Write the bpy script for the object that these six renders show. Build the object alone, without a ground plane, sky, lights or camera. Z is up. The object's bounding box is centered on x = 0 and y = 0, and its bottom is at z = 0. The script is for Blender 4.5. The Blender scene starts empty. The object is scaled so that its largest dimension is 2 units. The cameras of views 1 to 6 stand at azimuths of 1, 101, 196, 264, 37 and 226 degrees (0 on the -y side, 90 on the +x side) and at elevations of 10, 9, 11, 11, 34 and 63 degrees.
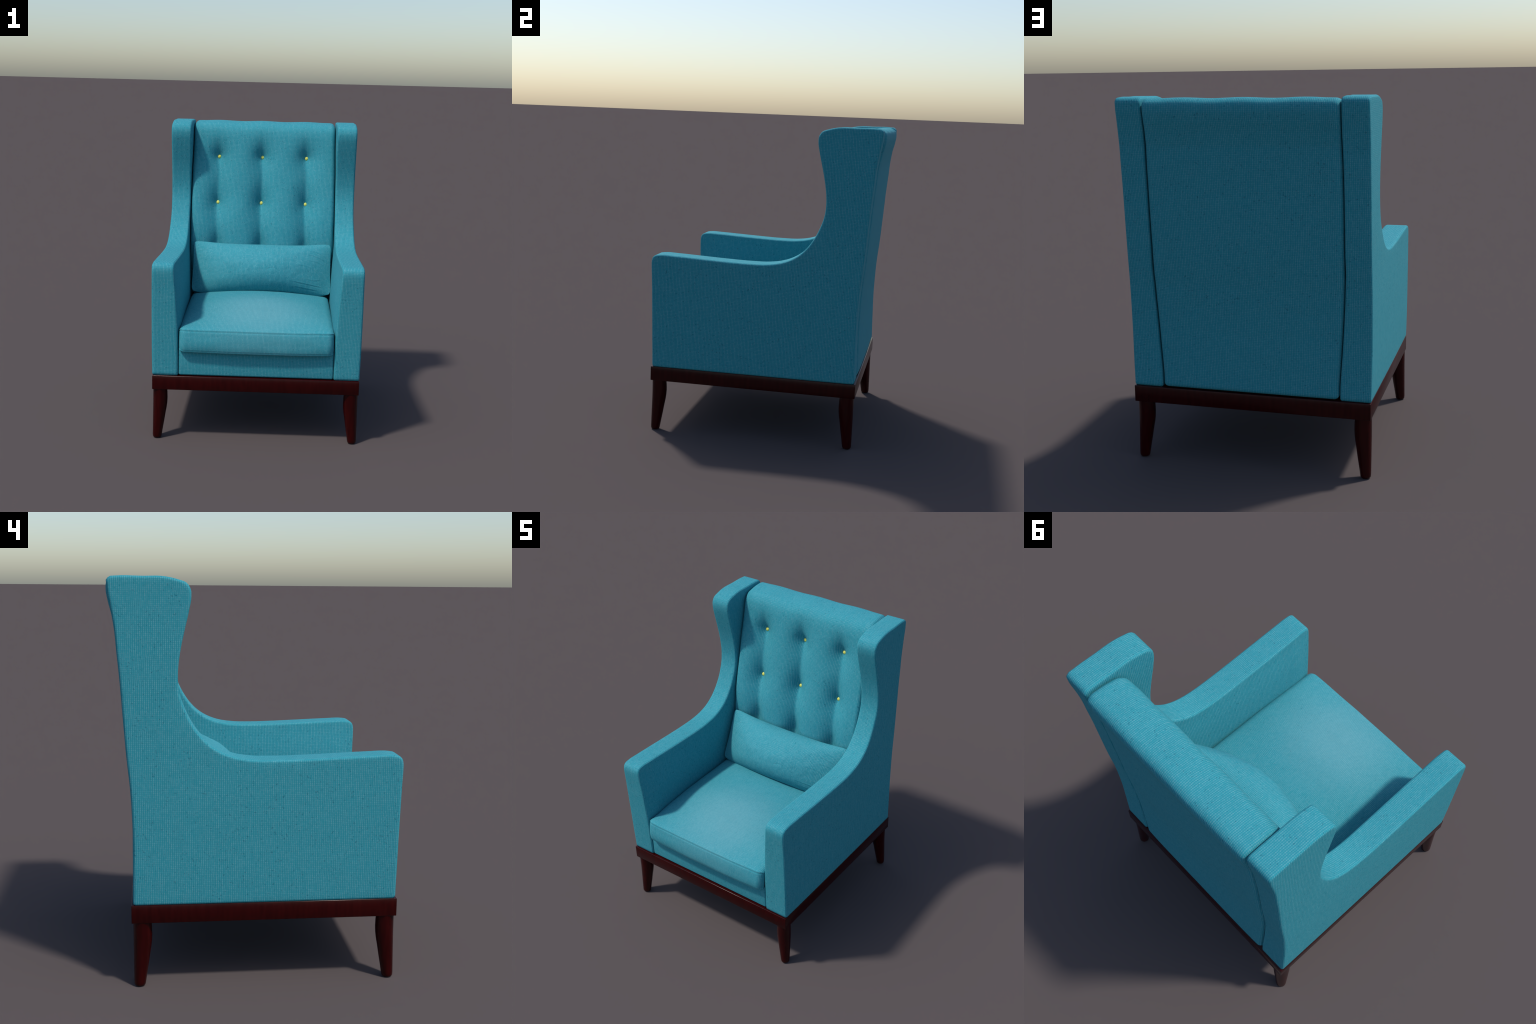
import bpy, bmesh, math
import numpy as np
from mathutils import Vector

# ------------------------------------------------------------------ helpers
def catmull(points, per=14, closed=False):
    """Centripetal-ish smooth curve through 2D/3D control points."""
    P = [np.array(p, float) for p in points]
    n = len(P)
    out = []
    segs = n if closed else n - 1
    for i in range(segs):
        if closed:
            p0, p1, p2, p3 = P[(i - 1) % n], P[i], P[(i + 1) % n], P[(i + 2) % n]
        else:
            p1, p2 = P[i], P[i + 1]
            p0 = P[i - 1] if i > 0 else 2 * p1 - p2
            p3 = P[i + 2] if i + 2 < n else 2 * p2 - p1
        d1 = max(np.linalg.norm(p2 - p1), 1e-6)
        d0 = max(np.linalg.norm(p1 - p0), 1e-6)
        d2 = max(np.linalg.norm(p3 - p2), 1e-6)
        m1 = (p2 - p1) / d1 - (p2 - p0) / (d0 + d1) + (p1 - p0) / d0
        m2 = (p3 - p2) / d2 - (p3 - p1) / (d1 + d2) + (p2 - p1) / d1
        for t in np.linspace(0, 1, per, endpoint=False):
            h00 = 2*t**3 - 3*t**2 + 1; h10 = t**3 - 2*t**2 + t
            h01 = -2*t**3 + 3*t**2;    h11 = t**3 - t**2
            out.append(h00*p1 + h10*d1*m1 + h01*p2 + h11*d1*m2)
    if not closed:
        out.append(P[-1])
    return np.array(out)

def resample(poly, n, closed=True):
    P = np.array(poly, float)
    if closed:
        P = np.vstack([P, P[:1]])
    s = np.concatenate([[0], np.cumsum(np.linalg.norm(np.diff(P, axis=0), axis=1))])
    t = np.linspace(0, s[-1], n + 1)[:-1] if closed else np.linspace(0, s[-1], n)
    return np.stack([np.interp(t, s, P[:, k]) for k in range(P.shape[1])], axis=1)

def corner(c, a, b, r, n=5):
    """Rounded corner at c between directions towards a and b."""
    c, a, b = (np.array(q, float) for q in (c, a, b))
    da = (a - c) / np.linalg.norm(a - c); db = (b - c) / np.linalg.norm(b - c)
    p, q = c + da * r, c + db * r
    return [(1-t)**2 * p + 2*t*(1-t) * c + t**2 * q for t in np.linspace(0, 1, n)]

def inward_normals(loop):
    """Unit inward normals of a closed 2D loop (either winding)."""
    t = np.roll(loop, -1, 0) - np.roll(loop, 1, 0)
    t /= np.maximum(np.linalg.norm(t, axis=1, keepdims=True), 1e-9)
    nrm = np.stack([-t[:, 1], t[:, 0]], 1)
    area = 0.5 * np.sum(loop[:, 0]*np.roll(loop[:, 1], -1) - np.roll(loop[:, 0], -1)*loop[:, 1])
    return nrm if area > 0 else -nrm

def smoothstep(a, b, x):
    t = np.clip((x - a) / (b - a), 0, 1)
    return t * t * (3 - 2 * t)

def curve(x, xs, ys):
    """Smooth monotone-ish cubic through (xs, ys), flat beyond the ends."""
    x = np.clip(np.asarray(x, float), xs[0], xs[-1])
    xs = np.array(xs, float); ys = np.array(ys, float)
    d = np.diff(ys)/np.diff(xs)
    m = np.concatenate([[0.0 if len(d) > 1 else d[0]], np.where(d[:-1]*d[1:] > 0, 2*d[:-1]*d[1:]/(d[:-1]+d[1:]+1e-12*np.sign(d[:-1]+d[1:]+1e-30)), 0.0), [d[-1]]])
    m[0] = d[0]
    i = np.clip(np.searchsorted(xs, x, side="right")-1, 0, len(xs)-2)
    h = xs[i+1]-xs[i]; t = (x-xs[i])/h
    return ((2*t**3-3*t**2+1)*ys[i] + (t**3-2*t**2+t)*h*m[i]
            + (-2*t**3+3*t**2)*ys[i+1] + (t**3-t**2)*h*m[i+1])

def make_object(name, verts, faces, mat, parent):
    me = bpy.data.meshes.new(name)
    me.from_pydata([tuple(map(float, v)) for v in verts], [], faces)
    me.validate(); me.update()
    return finish(name, me, mat, parent)

def finish(name, me, mat, parent, recalc=True):
    if recalc:
        bm = bmesh.new(); bm.from_mesh(me)
        bmesh.ops.recalc_face_normals(bm, faces=bm.faces)
        bm.to_mesh(me); bm.free()
    me.polygons.foreach_set("use_smooth", [True] * len(me.polygons))
    me.materials.append(mat)
    ob = bpy.data.objects.new(name, me)
    bpy.context.scene.collection.objects.link(ob)
    ob.parent = parent
    return ob

def sweep(loops):
    """Quads between successive closed loops of equal length, n-gon end caps."""
    n = len(loops[0]); V = np.concatenate(loops); F = []
    for k in range(len(loops) - 1):
        for i in range(n):
            j = (i + 1) % n
            F.append((k*n+i, k*n+j, (k+1)*n+j, (k+1)*n+i))
    F.append(tuple(range(n)))
    F.append(tuple((len(loops)-1)*n + i for i in reversed(range(n))))
    return V, F

def hashed_noise(seed):
    """Smooth 2D value noise with a fixed seed."""
    rng = np.random.default_rng(seed)
    G = rng.uniform(-1, 1, (64, 64))
    def f(x, y):
        x = np.asarray(x, float); y = np.asarray(y, float)
        xi = np.floor(x).astype(int); yi = np.floor(y).astype(int)
        fx = x - xi; fy = y - yi
        fx = fx*fx*(3-2*fx); fy = fy*fy*(3-2*fy)
        g = lambda a, b: G[a % 64, b % 64]
        return ((g(xi, yi)*(1-fx) + g(xi+1, yi)*fx)*(1-fy)
                + (g(xi, yi+1)*(1-fx) + g(xi+1, yi+1)*fx)*fy)
    return f

# ---------------------------------------------------------------- materials
class Nodes:
    def __init__(self, name):
        self.mat = bpy.data.materials.new(name); self.mat.use_nodes = True
        self.t = self.mat.node_tree; self.t.nodes.clear()
    def n(self, kind, **kw):
        nd = self.t.nodes.new(kind)
        for k, v in kw.items(): setattr(nd, k, v)
        return nd
    def put(self, sock, v):
        if hasattr(v, "is_linked") or isinstance(v, bpy.types.NodeSocket):
            self.t.links.new(v, sock)
        else:
            sock.default_value = v
    def math(self, op, a, b=0.0, c=0.0, clamp=False):
        nd = self.n("ShaderNodeMath", operation=op); nd.use_clamp = clamp
        for s, v in zip(nd.inputs, (a, b, c)): self.put(s, v)
        return nd.outputs[0]
    def mix(self, f, a, b):
        nd = self.n("ShaderNodeMix", data_type="RGBA")
        self.put(nd.inputs[0], f); self.put(nd.inputs[6], a); self.put(nd.inputs[7], b)
        return nd.outputs[2]
    def lerp(self, f, a, b):
        nd = self.n("ShaderNodeMix", data_type="FLOAT")
        self.put(nd.inputs[0], f); self.put(nd.inputs[2], a); self.put(nd.inputs[3], b)
        return nd.outputs[0]
    def noise(self, vec, scale, detail=2.0, rough=0.5):
        nd = self.n("ShaderNodeTexNoise")
        self.put(nd.inputs["Vector"], vec)
        nd.inputs["Scale"].default_value = scale
        nd.inputs["Detail"].default_value = detail
        nd.inputs["Roughness"].default_value = rough
        return nd.outputs["Fac"]
    def smooth(self, x, lo, hi, a=0.0, b=1.0):
        nd = self.n("ShaderNodeMapRange", interpolation_type="SMOOTHSTEP")
        for s, v in zip(nd.inputs, (x, lo, hi, a, b)): self.put(s, v)
        return nd.outputs[0]

TEAL = (0.013, 0.246, 0.305, 1)
PALE = (0.098, 0.327, 0.382, 1)
DARK = (0.010, 0.125, 0.175, 1)

def fabric(name, pitch=0.0091, speck=0.63, painted_highlight=None, swirl=0.010, contrast=1.0):
    """Plain-woven teal cloth: rows of pale thread tops on a teal ground with
    a few dark slubs.  worn = (x, y, rx, ry): soft highlight painted paler into the cloth."""
    N = Nodes(name)
    tc = N.n("ShaderNodeTexCoord"); P = tc.outputs["Object"]
    geo = N.n("ShaderNodeNewGeometry")
    sp = N.n("ShaderNodeSeparateXYZ"); N.put(sp.inputs[0], P)
    ab = N.n("ShaderNodeVectorMath", operation="ABSOLUTE"); N.put(ab.inputs[0], geo.outputs["Normal"])
    sn = N.n("ShaderNodeSeparateXYZ"); N.put(sn.inputs[0], ab.outputs[0])
    x, y, z = sp.outputs; nx, ny, nz = sn.outputs
    side = N.math("GREATER_THAN", nx, N.math("MAXIMUM", ny, nz))
    top = N.math("GREATER_THAN", nz, N.math("MAXIMUM", nx, ny))
    w1 = N.math("MULTIPLY_ADD", N.noise(P, 9.0), swirl, -swirl/2)
    w2 = N.math("MULTIPLY_ADD", N.noise(P, 11.0), swirl, -swirl/2)
    a = N.math("DIVIDE", N.math("ADD", N.lerp(side, x, y), w1), pitch)
    b = N.math("DIVIDE", N.math("ADD", N.lerp(top, z, y), w2), pitch)
    tau = 2 * math.pi
    ca = N.math("MULTIPLY_ADD", N.math("COSINE", N.math("MULTIPLY", a, tau)), 0.5, 0.5)
    cb = N.math("MULTIPLY_ADD", N.math("COSINE", N.math("MULTIPLY", b, tau)), 0.5, 0.5)
    def cell(da, db):
        c = N.n("ShaderNodeCombineXYZ")
        N.put(c.inputs[0], N.math("FLOOR", N.math("ADD", a, da)))
        N.put(c.inputs[1], N.math("FLOOR", N.math("ADD", b, db)))
        w = N.n("ShaderNodeTexWhiteNoise", noise_dimensions="2D"); N.put(w.inputs["Vector"], c.outputs[0])
        return w.outputs["Value"]
    rnd = cell(0.5, 0.5)
    # longer runs of raised threads along both directions
    def run(sa, sb):
        c = N.n("ShaderNodeCombineXYZ")
        N.put(c.inputs[0], N.math("MULTIPLY", N.math("FLOOR", N.math("ADD", a, 0.5)) if sa > sb else a, sa))
        N.put(c.inputs[1], N.math("MULTIPLY", N.math("FLOOR", N.math("ADD", b, 0.5)) if sb > sa else b, sb))
        return N.noise(c.outputs[0], 1.0, 1.0)
    va, vb = run(0.93, 0.16), run(0.16, 0.93)
    warp = N.math("MULTIPLY", ca, N.math("MULTIPLY_ADD", cb, 0.55, 0.45))
    weft = N.math("MULTIPLY", cb, N.math("MULTIPLY_ADD", ca, 0.75, 0.25))
    raised = N.math("MAXIMUM",
                    N.math("MULTIPLY", warp, N.smooth(va, 0.25, 0.70, 0.75, 1.15)),
                    N.math("MULTIPLY", weft, N.smooth(vb, 0.35, 0.75, 0.20, 0.95)))
    light = N.math("MULTIPLY", raised, N.math("MULTIPLY_ADD", rnd, 0.65*contrast, 0.60*contrast), clamp=True)
    col = N.mix(light, TEAL, PALE)
    # dark slubs sitting in the hollows between threads
    slub = N.noise(P, 0.85/pitch, 1.0)
    thin = N.noise(P, 14.0, 1.0)
    dark = N.math("MULTIPLY", N.smooth(N.math("ADD", slub, N.math("MULTIPLY_ADD", thin, 0.16, -0.08)), speck, speck+0.14),
                  N.math("MULTIPLY_ADD", ca, -0.35, 0.75), clamp=True)
    col = N.mix(dark, col, DARK)
    # faint dye variation
    tint = N.math("MULTIPLY_ADD", N.noise(P, 26.0, 3.0), 0.10, 0.95)
    hs = N.n("ShaderNodeHueSaturation"); N.put(hs.inputs["Value"], tint); N.put(hs.inputs["Color"], col)
    col = hs.outputs[0]
    if painted_highlight:
        cx, cy, rx, ry = painted_highlight
        dx = N.math("DIVIDE", N.math("SUBTRACT", x, cx), rx)
        dy = N.math("DIVIDE", N.math("SUBTRACT", y, cy), ry)
        d = N.math("SQRT", N.math("ADD", N.math("MULTIPLY", dx, dx), N.math("MULTIPLY", dy, dy)))
        d = N.math("ADD", d, N.math("MULTIPLY_ADD", N.noise(P, 7.0), 0.3, -0.15))
        col = N.mix(N.smooth(d, 1.15, 0.1, 0.0, 0.34), col, (0.185, 0.365, 0.410, 1))
    bs = N.n("ShaderNodeBsdfPrincipled")
    N.put(bs.inputs["Base Color"], col)
    bs.inputs["Roughness"].default_value = 0.85
    bs.inputs["Specular IOR Level"].default_value = 0.25
    h = N.math("SUBTRACT", light, N.math("MULTIPLY", dark, 0.8))
    bp = N.n("ShaderNodeBump"); bp.inputs["Strength"].default_value = 0.35
    bp.inputs["Distance"].default_value = 0.0012
    N.put(bp.inputs["Height"], h); N.put(bs.inputs["Normal"], bp.outputs[0])
    o = N.n("ShaderNodeOutputMaterial"); N.put(o.inputs[0], bs.outputs[0])
    return N.mat

def wood():
    """Dark lacquered mahogany with a faint grain."""
    N = Nodes("mahogany_lacquer")
    tc = N.n("ShaderNodeTexCoord")
    mp = N.n("ShaderNodeMapping"); N.put(mp.inputs[0], tc.outputs["Object"])
    mp.inputs["Scale"].default_value = (30, 30, 5)
    g = N.noise(mp.outputs[0], 1.6, 5.0, 0.6)
    col = N.mix(N.smooth(g, 0.3, 0.7), (0.0210, 0.0004, 0.0004, 1), (0.0300, 0.0010, 0.0009, 1))
    bs = N.n("ShaderNodeBsdfPrincipled")
    N.put(bs.inputs["Base Color"], col)
    N.put(bs.inputs["Roughness"], N.math("MULTIPLY_ADD", g, 0.10, 0.17))
    bs.inputs["Specular IOR Level"].default_value = 0.24
    bp = N.n("ShaderNodeBump"); bp.inputs["Strength"].default_value = 0.12
    bp.inputs["Distance"].default_value = 0.001
    N.put(bp.inputs["Height"], g); N.put(bs.inputs["Normal"], bp.outputs[0])
    o = N.n("ShaderNodeOutputMaterial"); N.put(o.inputs[0], bs.outputs[0])
    return N.mat

def button_yellow():
    N = Nodes("yellow_button")
    tc = N.n("ShaderNodeTexCoord")
    g = N.noise(tc.outputs["Object"], 300.0, 2.0)
    bs = N.n("ShaderNodeBsdfPrincipled")
    N.put(bs.inputs["Base Color"], N.mix(g, (0.66, 0.66, 0.11, 1), (0.80, 0.78, 0.17, 1)))
    bs.inputs["Roughness"].default_value = 0.5
    o = N.n("ShaderNodeOutputMaterial"); N.put(o.inputs[0], bs.outputs[0])
    return N.mat

CLOTH = fabric("teal_weave")
CLOTH_SEAT = fabric("teal_weave_seat", pitch=0.0078, speck=0.67, painted_highlight=(0.02, -0.45, 0.46, 0.40), contrast=1.2)
CLOTH_PILLOW = fabric("teal_weave_pillow", pitch=0.0085, speck=0.66, swirl=0.024, contrast=1.2)
WOOD = wood()
YELLOW = button_yellow()

# --------------------------------------------------------------- root empty
chair = bpy.data.objects.new("armchair", None)
bpy.context.scene.collection.objects.link(chair)
chair["label"] = "teal upholstered wingback armchair with dark wooden legs"
chair["category"] = "armchair"

# rear line of the chair seen from the side: (z, y)
REAR = np.array([(0.43, 0.618), (0.60, 0.614), (0.75, 0.612), (0.88, 0.615), (1.00, 0.621),
                 (1.15, 0.635), (1.36, 0.650), (1.55, 0.663), (1.65, 0.672), (1.75, 0.680),
                 (1.82, 0.690), (1.88, 0.700), (1.93, 0.709), (1.965, 0.712)])

# -------------------------------------------------------------- side panels
def panel_outline():
    """Wing, scooped arm and flat bottom, drawn in the (y, z) plane."""
    L = []
    L += corner((-0.689, 0.421), (0, 0.421), (-0.70, 1.0), 0.014)
    L += list(catmull([(-0.6905, 0.52), (-0.6945, 0.70), (-0.6990, 0.87), (-0.7040, 1.02), (-0.7068, 1.080),
                       (-0.7062, 1.112), (-0.7000, 1.134), (-0.684, 1.148), (-0.655, 1.1535), (-0.560, 1.1525),
                       (-0.42, 1.147), (-0.25, 1.140), (-0.08, 1.136), (0.03, 1.139),
                       (0.11, 1.151), (0.175, 1.173), (0.235, 1.209), (0.285, 1.258),
                       (0.328, 1.322), (0.360, 1.39), (0.380, 1.45), (0.389, 1.52), (0.386, 1.59),
                       (0.374, 1.67), (0.354, 1.76), (0.334, 1.845), (0.324, 1.90),
                       (0.326, 1.940), (0.343, 1.968), (0.385, 1.985), (0.445, 1.998),
                       (0.55, 1.9995), (0.67, 1.9995), (0.699, 1.996), (0.713, 1.980)], per=8))
    L += list(catmull([(y, z) for z, y in REAR[::-1]][0:-1], per=6))
    L += corner((0.618, 0.421), (0.614, 0.6), (0, 0.421), 0.014)
    return resample(np.array(L), 420)

def inner_x(z, y):
    """Inner face: flares towards the arm top, padded out beside the seat."""
    base = curve(z, [0.42, 0.60, 0.80, 0.98, 1.13, 1.3, 1.6, 1.85, 2.0], [0.4975, 0.4985, 0.505, 0.515, 0.527, 0.529, 0.528, 0.523, 0.525])
    pad = curve(z, [0.45, 0.70, 0.90, 1.04, 1.15, 1.30], [0.0, 0.012, 0.016, 0.011, 0.004, 0.0])
    rear = 0.012*smoothstep(0.25, 0.55, y)*curve(z, [0.5, 0.7, 0.9, 1.1, 1.2], [0.0, 0.8, 1.0, 0.4, 0.0])
    return base - pad*smoothstep(-0.70, -0.58, y)*smoothstep(0.30, -0.45, y) + rear

def outer_x(z, y):
    """Outer face: faintly bowed, with a shallow hollow beside the scoop."""
    base = curve(z, [0.42, 0.6, 0.9, 1.2, 2.0], [0.6630, 0.6665, 0.6680, 0.6670, 0.6660])
    hollow = 0.005*np.exp(-(((y-0.315)/0.07)**2 + ((z-1.40)/0.11)**2))
    bow = 0.002*np.sin(np.pi*np.clip((y+0.7)/1.32, 0, 1))*smoothstep(1.25, 0.9, z)
    return base - hollow + bow

def build_panel_mesh(sign):
    out = panel_outline(); nin = inward_normals(out)
    r = 0.0135
    rings = []     # (inset, t) with t = 0 inner face .. 1 outer face
    steps = 6
    for k in range(steps + 1):
        th = math.pi/2 * k/steps
        rings.append((r*(1-math.sin(th)), r*(1-math.cos(th)), 0))
    mid = [(0.0, None, f) for f in np.linspace(0, 1, 6)[1:-1]]
    rings = rings + mid + [(a, b, 1) for a, b, _ in rings[::-1]]
    bm = bmesh.new()
    loops = []
    for inset, d, f in rings:
        q = out + nin * inset
        xi, xo = inner_x(q[:, 1], q[:, 0]), outer_x(q[:, 1], q[:, 0])
        if d is None:   x = xi + r + (xo - xi - 2*r) * f
        elif f == 0:    x = xi + d
        else:           x = xo - d
        loops.append([bm.verts.new((sign*X, Y, Z)) for X, (Y, Z) in zip(x, q)])
    n = len(out)
    for A, B in zip(loops[:-1], loops[1:]):
        for i in range(n):
            j = (i+1) % n
            bm.faces.new((A[i], A[j], B[j], B[i]))
    caps = [bm.faces.new(loops[0]), bm.faces.new(loops[-1])]
    # subdivide the two big faces into a fine grid so they can be shaped
    geom = list(caps); 
    for cap_loop, cap in zip((loops[0], loops[-1]), caps):
        faces = [cap]
        def cut(co, no):
            nonlocal faces
            es = set(e for f in faces for e in f.edges); vs = set(v for f in faces for v in f.verts)
            res = bmesh.ops.bisect_plane(bm, geom=list(vs)+list(es)+faces, plane_co=co, plane_no=no, dist=1e-5)
            faces = [g for g in res["geom"] if isinstance(g, bmesh.types.BMFace)]
        for z in np.arange(0.46, 1.98, 0.035): cut((0, 0, z), (0, 0, 1))
        for y in np.arange(-0.67, 0.70, 0.035): cut((0, y, 0), (0, 1, 0))
        inner = cap_loop is loops[0]
        for v in set(v for f in faces for v in f.verts):
            if v in cap_loop: continue
            X = float(inner_x(v.co.z, v.co.y) if inner else outer_x(v.co.z, v.co.y))
            v.co.x = sign*X
    bmesh.ops.recalc_face_normals(bm, faces=bm.faces)
    me = bpy.data.meshes.new("side_panel"); bm.to_mesh(me); bm.free()
    return me

for sgn in (-1, 1):
    finish("side_panel", build_panel_mesh(sgn), CLOTH, chair, recalc=False)

# ------------------------------------------------------------------ backrest
BUTTONS = [(x, z) for z in (1.735, 1.402) for x in (-0.332, -0.012, 0.313)]
COLUMNS = (-0.332, -0.012, 0.313)
HALF = 0.524

FRONT_Z = [0.48, 0.70, 0.95, 1.12, 1.25, 1.37, 1.47, 1.58, 1.75, 1.855, 1.905]
FRONT_Y = [0.285, 0.300, 0.318, 0.332, 0.347, 0.372, 0.397, 0.422, 0.460, 0.484, 0.497]

def back_section():
    L = []
    L += list(catmull(list(zip(FRONT_Y, FRONT_Z)) + [(0.511, 1.938), (0.538, 1.966), (0.592, 1.982),
              (0.655, 1.989), (0.696, 1.986), (0.717, 1.970), (0.721, 1.94), (0.714, 1.89), (0.699, 1.83)], per=10))
    L += [(y + 0.003, z) for z, y in REAR[::-1] if z < 1.78 and z > 0.5]
    L += corner((0.619, 0.426), (0.617, 0.6), (0.3, 0.426), 0.022)
    L += corner((0.285, 0.426), (0.6, 0.426), (0.285, 0.6), 0.03)
    return resample(np.array(L), 380)

def tuft(x, z):
    """Depth (m) pulled into the front of the backrest at (x, z)."""
    d = np.zeros_like(z)
    col_depth = curve(z, [0.6, 1.0, 1.25, 1.40, 1.50, 1.60, 1.735, 1.80, 1.88, 1.95],
                             [0.055, 0.066, 0.066, 0.066, 0.062, 0.056, 0.048, 0.028, 0.008, 0.0])
    for c in COLUMNS:
        # soft lobes: sharp valley on the column, level crest half-way to the next
        xc = c + 0.004*np.sin(z*13 + c*20)
        t = np.minimum(np.sqrt((x-xc)**2 + 0.012**2)/0.162, 1.0)
        d = d + col_depth*(1.12 if c == COLUMNS[1] else 0.9)*(1-t)**2.3
    for bx, bz in BUTTONS:
        rr = np.sqrt((x-bx)**2 + ((z-bz)*0.85)**2)
        d = d + 0.022*np.exp(-(rr/0.030)**1.3) + 0.020*np.exp(-(rr/0.085)**2)
    for c in COLUMNS:      # dips half hidden behind the pillow
        d = d + 0.015*np.exp(-(((x-c)/0.045)**2 + ((z-1.09)/0.07)**2))
    return d

def build_backrest():
    sec = back_section(); nin = inward_normals(sec)
    front = smoothstep(0.60, 0.50, sec[:, 0]) * (sec[:, 1] > 0.5)
    # only the forward-facing side of the section is tufted
    facing = np.clip(nin[:, 0], 0, 1)
    topness = np.clip(-nin[:, 1], 0, 1)
    r = 0.030
    cols = []
    for k in range(9):
        th = math.pi/2*k/8
        cols.append((-HALF + r*(1-math.sin(th)), r*(1-math.cos(th))))
    cols = [(-HALF + r*(1-math.cos(math.pi/2*k/8)), r*(1-math.sin(math.pi/2*k/8))) for k in range(9)]
    xs = [(x, 0.0) for x in np.linspace(-HALF+r, HALF-r, 190)[1:-1]]
    cols = cols + xs + [(-x, i) for x, i in cols[::-1]]
    nz1 = hashed_noise(3)
    loops = []
    for x, inset in cols:
        q = sec + nin*inset
        e = 1 - (abs(x)/HALF)**6
        D = tuft(x, q[:, 1])*facing*front
        crown = 0.007*e*facing*front
        wave = topness*(0.0055*(1-(abs(x)/HALF)**12) + 0.0024*math.cos(2*math.pi*(x+0.012)/0.325)*smoothstep(0.50, 0.40, abs(x)))
        wave = wave*smoothstep(1.90, 1.97, q[:, 1])
        wob = 0.0015*nz1(x*9 + 7, q[:, 1]*9)*front
        Y = q[:, 0] + D - crown + wob
        Z = q[:, 1] + wave
        Y = Y + (1-front)*np.clip(-nin[:, 0], 0, 1)*0.005*e
        # keeps clear of the side panels all the way down
        half = np.minimum(inner_x(Z, np.full(len(Z), 0.6)), 0.529) - 0.0045
        loops.append(np.stack([x*half/HALF, Y, Z], 1))
    V, F = sweep(loops)
    return make_object("backrest", V, F, CLOTH, chair)

backrest = build_backrest()

def front_y(x, z):
    return (curve(z, FRONT_Z, FRONT_Y) + float(tuft(x, np.array([z]))[0])
            - 0.007*(1-(abs(x)/HALF)**6))

# ---- buttons
def button_mesh():
    prof = [(0.0, 0.012), (0.006, 0.0115), (0.0105, 0.009), (0.0138, 0.005), (0.015, 0.0), (0.0135, -0.005), (0.008, -0.009), (0, -0.010)]
    n = 28; V = [(0, -prof[0][1], 0)]; F = []
    for rr, h in prof[1:-1]:
        V += [(rr*math.cos(2*math.pi*i/n), -h, rr*math.sin(2*math.pi*i/n)) for i in range(n)]
    V.append((0, -prof[-1][1], 0)); R = len(prof) - 2
    for i in range(n):
        j = (i+1) % n
        F.append((0, 1+i, 1+j)); F.append((len(V)-1, 1+(R-1)*n+j, 1+(R-1)*n+i))
        for k in range(R-1):
            F.append((1+k*n+i, 1+(k+1)*n+i, 1+(k+1)*n+j, 1+k*n+j))
    return V, F
BV, BF = button_mesh()
first = make_object("button", BV, BF, YELLOW, backrest)
for k, (bx, bz) in enumerate(BUTTONS):
    ob = first if k == 0 else first.copy()
    if k: bpy.context.scene.collection.objects.link(ob); ob.parent = backrest
    ob.location = (bx, front_y(bx, bz) - 0.002, bz)
    ob.scale = (1.03, 1.03, 1.03)
    ob.rotation_euler = (-0.22, 0, 0)

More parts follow.
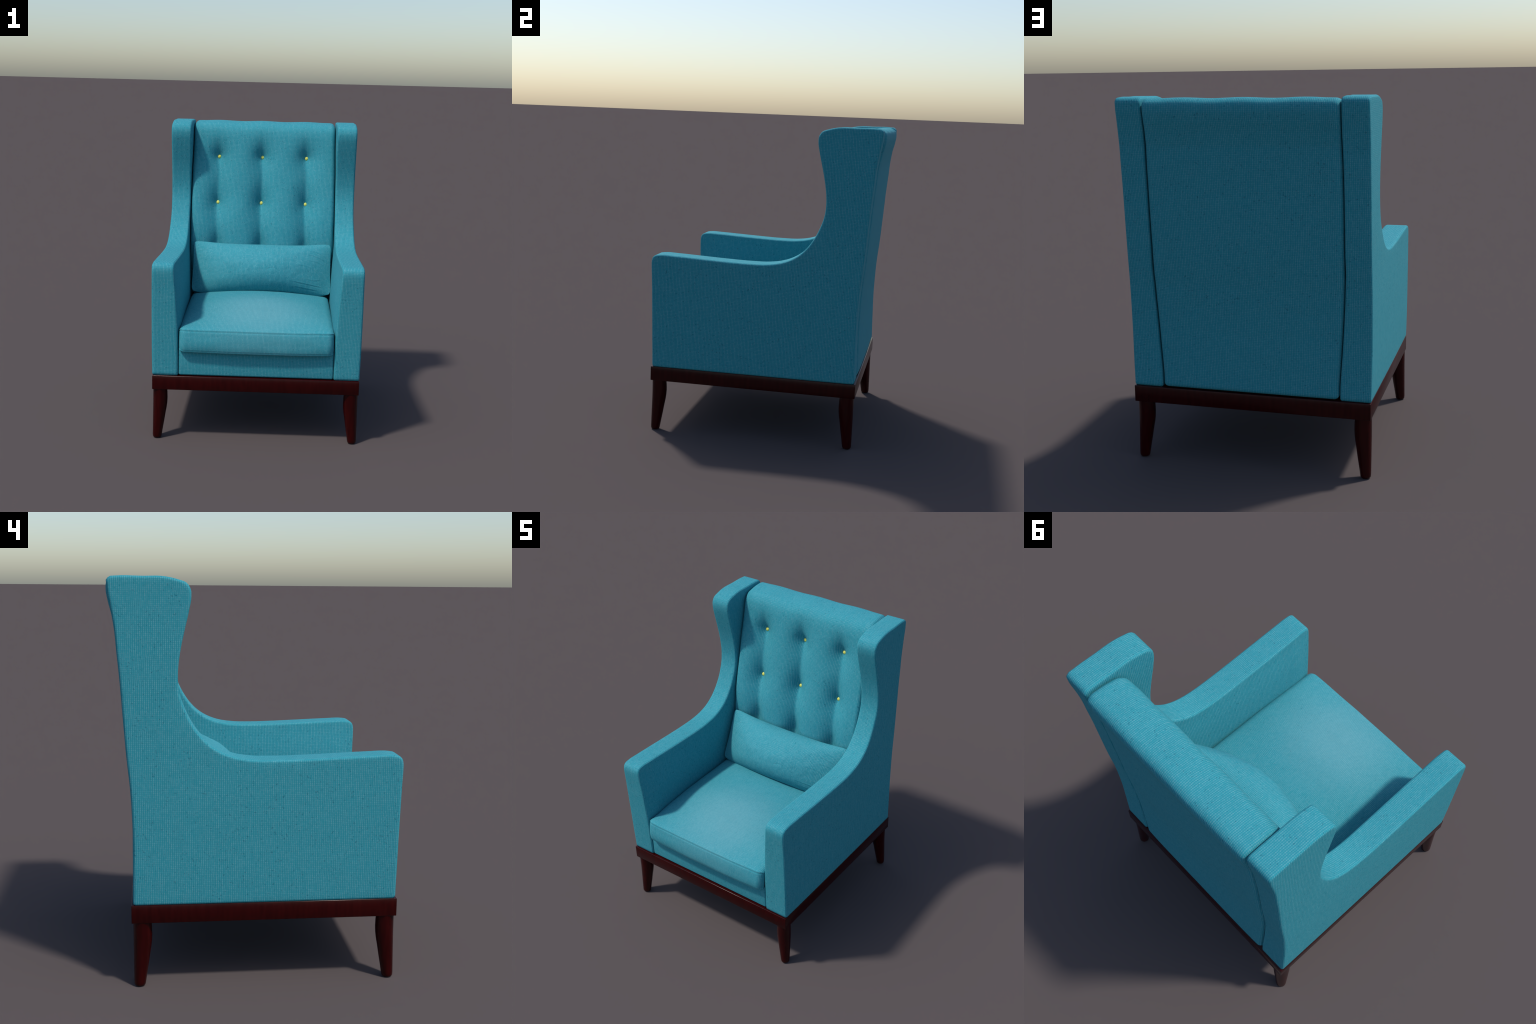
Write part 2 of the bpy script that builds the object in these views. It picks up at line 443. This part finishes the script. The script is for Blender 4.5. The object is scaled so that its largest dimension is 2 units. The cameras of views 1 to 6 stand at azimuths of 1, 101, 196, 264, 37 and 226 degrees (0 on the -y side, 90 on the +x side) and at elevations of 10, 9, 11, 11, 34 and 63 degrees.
# -------------------------------------------------------------- seat cushion
def build_seat():
    half = 0.492
    y0, y1 = -0.712, 0.33
    zt, zb = 0.741, 0.586
    L = []
    L += list(catmull([(y1, zb+0.02), (y1, zt-0.02)], per=12))[:-1]
    L += corner((y1, zt), (y1, zb), (y0, zt), 0.02)
    L += [(y, zt) for y in np.linspace(y1-0.03, y0+0.05, 120)]
    L += list(catmull([(y0+0.040, zt+0.0005), (y0+0.020, zt-0.001), (y0+0.008, zt-0.007), (y0+0.003, zt-0.018),
                       (y0-0.004, zt-0.045), (y0-0.010, zt-0.080), (y0-0.010, zb+0.028), (y0-0.007, zb+0.013),
                       (y0+0.002, zb+0.004), (y0+0.016, zb)], per=12))
    L += [(y, zb) for y in np.linspace(y0+0.04, y1-0.03, 40)]
    L += corner((y1, zb), (y0, zb), (y1, zt), 0.02)
    sec = resample(np.array(L), 1000); nin = inward_normals(sec)
    # raised welt where top and bottom panels meet the boxing
    def welt(q):
        w = np.zeros(len(q))
        for cy, cz in ((y0+0.006, zt-0.006), (y0+0.001, zb+0.006)):
            d = np.hypot(q[:, 0]-cy, q[:, 1]-cz)
            w = w + (0.0016 if cz > 0.66 else 0.0030)*np.exp(-(d/0.0065)**2)
            w = w - 0.0012*np.exp(-((d-0.0125)/0.0045)**2)*(q[:, 1] < cz if cz > 0.66 else q[:, 1] > cz)
        return w
    wl = welt(sec)
    r = 0.044
    ends = [(-half + r*(1-math.cos(math.pi/2*k/10)), r*(1-math.sin(math.pi/2*k/10))) for k in range(11)]
    cols = ends + [(x, 0) for x in np.linspace(-half+r, half-r, 120)[1:-1]] + [(-x, i) for x, i in ends[::-1]]
    nz = hashed_noise(11)
    loops = []
    for x, inset in cols:
        ins = np.minimum(inset, 0.068)
        # tops round off less than the upright corner
        q = sec + nin*np.stack([np.full(len(sec), ins), np.full(len(sec), ins*0.55)], 1) - nin*wl[:, None]
        y = sec[:, 0]
        up = smoothstep(zb+0.04, zt-0.01, sec[:, 1])
        cx = 1-(abs(x)/half)**2.4
        cy = curve(y, [-0.70, -0.60, -0.45, -0.25, 0.0, 0.2, 0.33], [0.0, 0.026, 0.056, 0.074, 0.062, 0.028, 0.0])
        slope = curve(y, [-0.69, -0.25, 0.13, 0.33], [0.002, 0.029, 0.030, 0.026])
        sag = -0.002*cx*smoothstep(-0.56, -0.68, y)
        z = q[:, 1] + up*(cx*cy + slope + sag)
        frontness = smoothstep(-0.62, -0.68, y)
        Y = q[:, 0] - frontness*0.008*cx + 0.0015*nz(x*10, sec[:, 1]*20)*frontness
        z = z + up*0.0015*nz(x*8+3, y*8)
        # the underside belly along the front hangs a little lower mid-way
        z = z - (1-up)*0.003*cx*frontness
        loops.append(np.stack([np.full(len(q), x), Y, z], 1))
    V, F = sweep(loops)
    return make_object("seat_cushion", V, F, CLOTH_SEAT, chair)
build_seat()

# -------------------------------------------------------------- lumbar pillow
def build_pillow():
    NU, NW = 260, 120
    HW, HH = 0.503, 0.198
    c = np.array([0.006, 0.227, 0.964])
    up = np.array([0.0, 0.165, 0.345]); up /= np.linalg.norm(up)
    fr = np.array([0.0, -up[2], up[1]])
    nz = hashed_noise(5); nz2 = hashed_noise(6)
    # creases: (u0, w0, u1, w1, bend, depth)
    CREASE = [(0.66, 0.62, 0.93, 0.40, 0.03, 0.0035), (0.64, 0.46, 0.94, 0.22, 0.02, 0.0045),
              (0.66, 0.20, 0.93, 0.06, 0.02, 0.003), (0.52, -0.02, 0.86, -0.32, 0.05, 0.0035),
              (0.62, -0.45, 0.86, -0.46, -0.03, 0.003), (0.42, -0.60, 0.88, -0.72, 0.0, 0.0045),
              (0.48, -0.76, 0.80, -0.84, 0.0, 0.0045), (-0.96, 0.52, -0.70, 0.66, 0.0, 0.003),
              (0.06, -0.28, 0.20, -0.20, 0.02, 0.003), (0.20, -0.20, 0.25, -0.30, 0.0, 0.003)]
    def crease(u, w):
        h = np.zeros_like(u)
        for u0, w0, u1, w1, bend, dep in CREASE:
            ax, ay = u0*HW, w0*HH; bx, by = u1*HW, w1*HH
            L = math.hypot(bx-ax, by-ay); tx, ty = (bx-ax)/L, (by-ay)/L
            px, py = u*HW-ax, w*HH-ay
            s = (px*tx+py*ty)/L; d = -px*ty+py*tx
            d = d - bend*0.4*np.sin(np.pi*np.clip(s, 0, 1))
            m = smoothstep(-0.12, 0.25, s)*smoothstep(1.12, 0.8, s)
            h += 0.38*m*dep*(np.exp(-((d-0.003)/0.0034)**2) - 0.9*np.exp(-((d+0.004)/0.0034)**2))
        return h
    us = np.sin(np.linspace(-1, 1, NU)*math.pi/2*0.999); us = 0.55*us + 0.45*np.linspace(-1, 1, NU)
    ws = np.sin(np.linspace(-1, 1, NW)*math.pi/2*0.999); ws = 0.6*ws + 0.4*np.linspace(-1, 1, NW)
    U, W = np.meshgrid(us, ws, indexing="ij")
    # rounded corners and edges drawn in between the corners
    Us = U*(1 - 0.030*np.abs(W)**14)
    Ws = W*(1 - 0.070*np.abs(U)**14)
    X = Us*HW*(1 - 0.012*(1-Ws**2))
    H = Ws*HH*(1 - 0.15*(1-np.abs(Us)**3.2)*np.where(Ws > 0, np.abs(Ws), -0.25*np.abs(Ws)))
    edge = np.clip(1-U**2, 0, 1)**1.0 * np.clip(1-W**2, 0, 1)**0.56
    def sheet(sign, T):
        bias = 1 - 0.20*Ws*(1-Us**2) if sign > 0 else 1.0
        t = T*edge*bias*sign
        if sign > 0:
            t = t + edge*(0.004*nz(Us*5+9, Ws*3) + 0.0012*nz2(Us*22, Ws*9)) + crease(Us, Ws)*np.clip(edge*4, 0, 1)
        seam = 0.004*sign*np.clip(1-edge*6, 0, 1)*0
        return (c + X[..., None]*np.array([1, 0, 0]) + H[..., None]*up + (t+seam)[..., None]*fr).reshape(-1, 3)
    A = sheet(1, 0.168); B = sheet(-1, 0.07)
    off = len(A); F = []
    idx = lambda i, j: i*NW+j
    border = lambda i, j: i in (0, NU-1) or j in (0, NW-1)
    bi = lambda i, j: idx(i, j) if border(i, j) else off+idx(i, j)
    for i in range(NU-1):
        for j in range(NW-1):
            F.append((idx(i, j), idx(i+1, j), idx(i+1, j+1), idx(i, j+1)))
            F.append((bi(i, j), bi(i, j+1), bi(i+1, j+1), bi(i+1, j)))
    V = np.vstack([A, B])
    ob = make_object("lumbar_pillow", V, F, CLOTH_PILLOW, chair)
    bm = bmesh.new(); bm.from_mesh(ob.data)
    bmesh.ops.delete(bm, geom=[v for v in bm.verts if not v.link_faces], context="VERTS")
    bm.to_mesh(ob.data); bm.free()
    return ob
build_pillow()

# ------------------------------------------------------- front rail and base
def rounded_box(name, lo, hi, r, mat, seg=4):
    bm = bmesh.new()
    bmesh.ops.create_cube(bm, size=1.0)
    for v in bm.verts:
        for a in range(3):
            v.co[a] = lo[a] if v.co[a] < 0 else hi[a]
    bmesh.ops.bevel(bm, geom=list(bm.edges), offset=r, segments=seg, profile=0.5, affect="EDGES")
    me = bpy.data.meshes.new(name); bm.to_mesh(me); bm.free()
    ob = finish(name, me, mat, chair)
    me.set_sharp_from_angle(angle=math.radians(50))
    return ob

rounded_box("front_rail", (-0.4950, -0.683, 0.426), (0.4950, -0.45, 0.640), 0.012, CLOTH)
rounded_box("base_frame", (-0.662, -0.697, 0.331), (0.662, 0.626, 0.4225), 0.0025, WOOD, seg=2)

# ------------------------------------------------------------------------ legs
def leg_mesh(sx, sy):
    """Round tapered leg: straight on its outer corner, swelling then tapering inside."""
    n = 40
    stations = [(0.342, 0.0445), (0.300, 0.0460), (0.262, 0.0465), (0.230, 0.0458), (0.200, 0.0440), (0.165, 0.0410),
                (0.110, 0.0368), (0.060, 0.0327), (0.022, 0.0297), (0.008, 0.0280), (0.002, 0.0245), (0.0, 0.020)]
    base = 0.0290
    loops = []
    for z, r in stations:
        lean = 0.002*(z/0.34)
        rc = max(r, base)
        # centre keeps the outermost sides plumb, measured from the outer corner
        cx, cy = -(rc) - lean*0, -(rc)
        loops.append(np.array([(sx*(cx + r*math.cos(t)), sy*(cy + r*math.sin(t)), z)
                               for t in np.linspace(0, 2*math.pi, n, endpoint=False)]))
    return sweep(loops)

for sx in (-1, 1):
    for sy, yo in ((-1, 0.6945), (1, 0.6185)):
        V, F = leg_mesh(sx, sy)
        V = V + np.array([sx*0.660, sy*yo, 0.0])
        ob = make_object("leg", V, F, WOOD, chair)
        ob.data.set_sharp_from_angle(angle=math.radians(60))
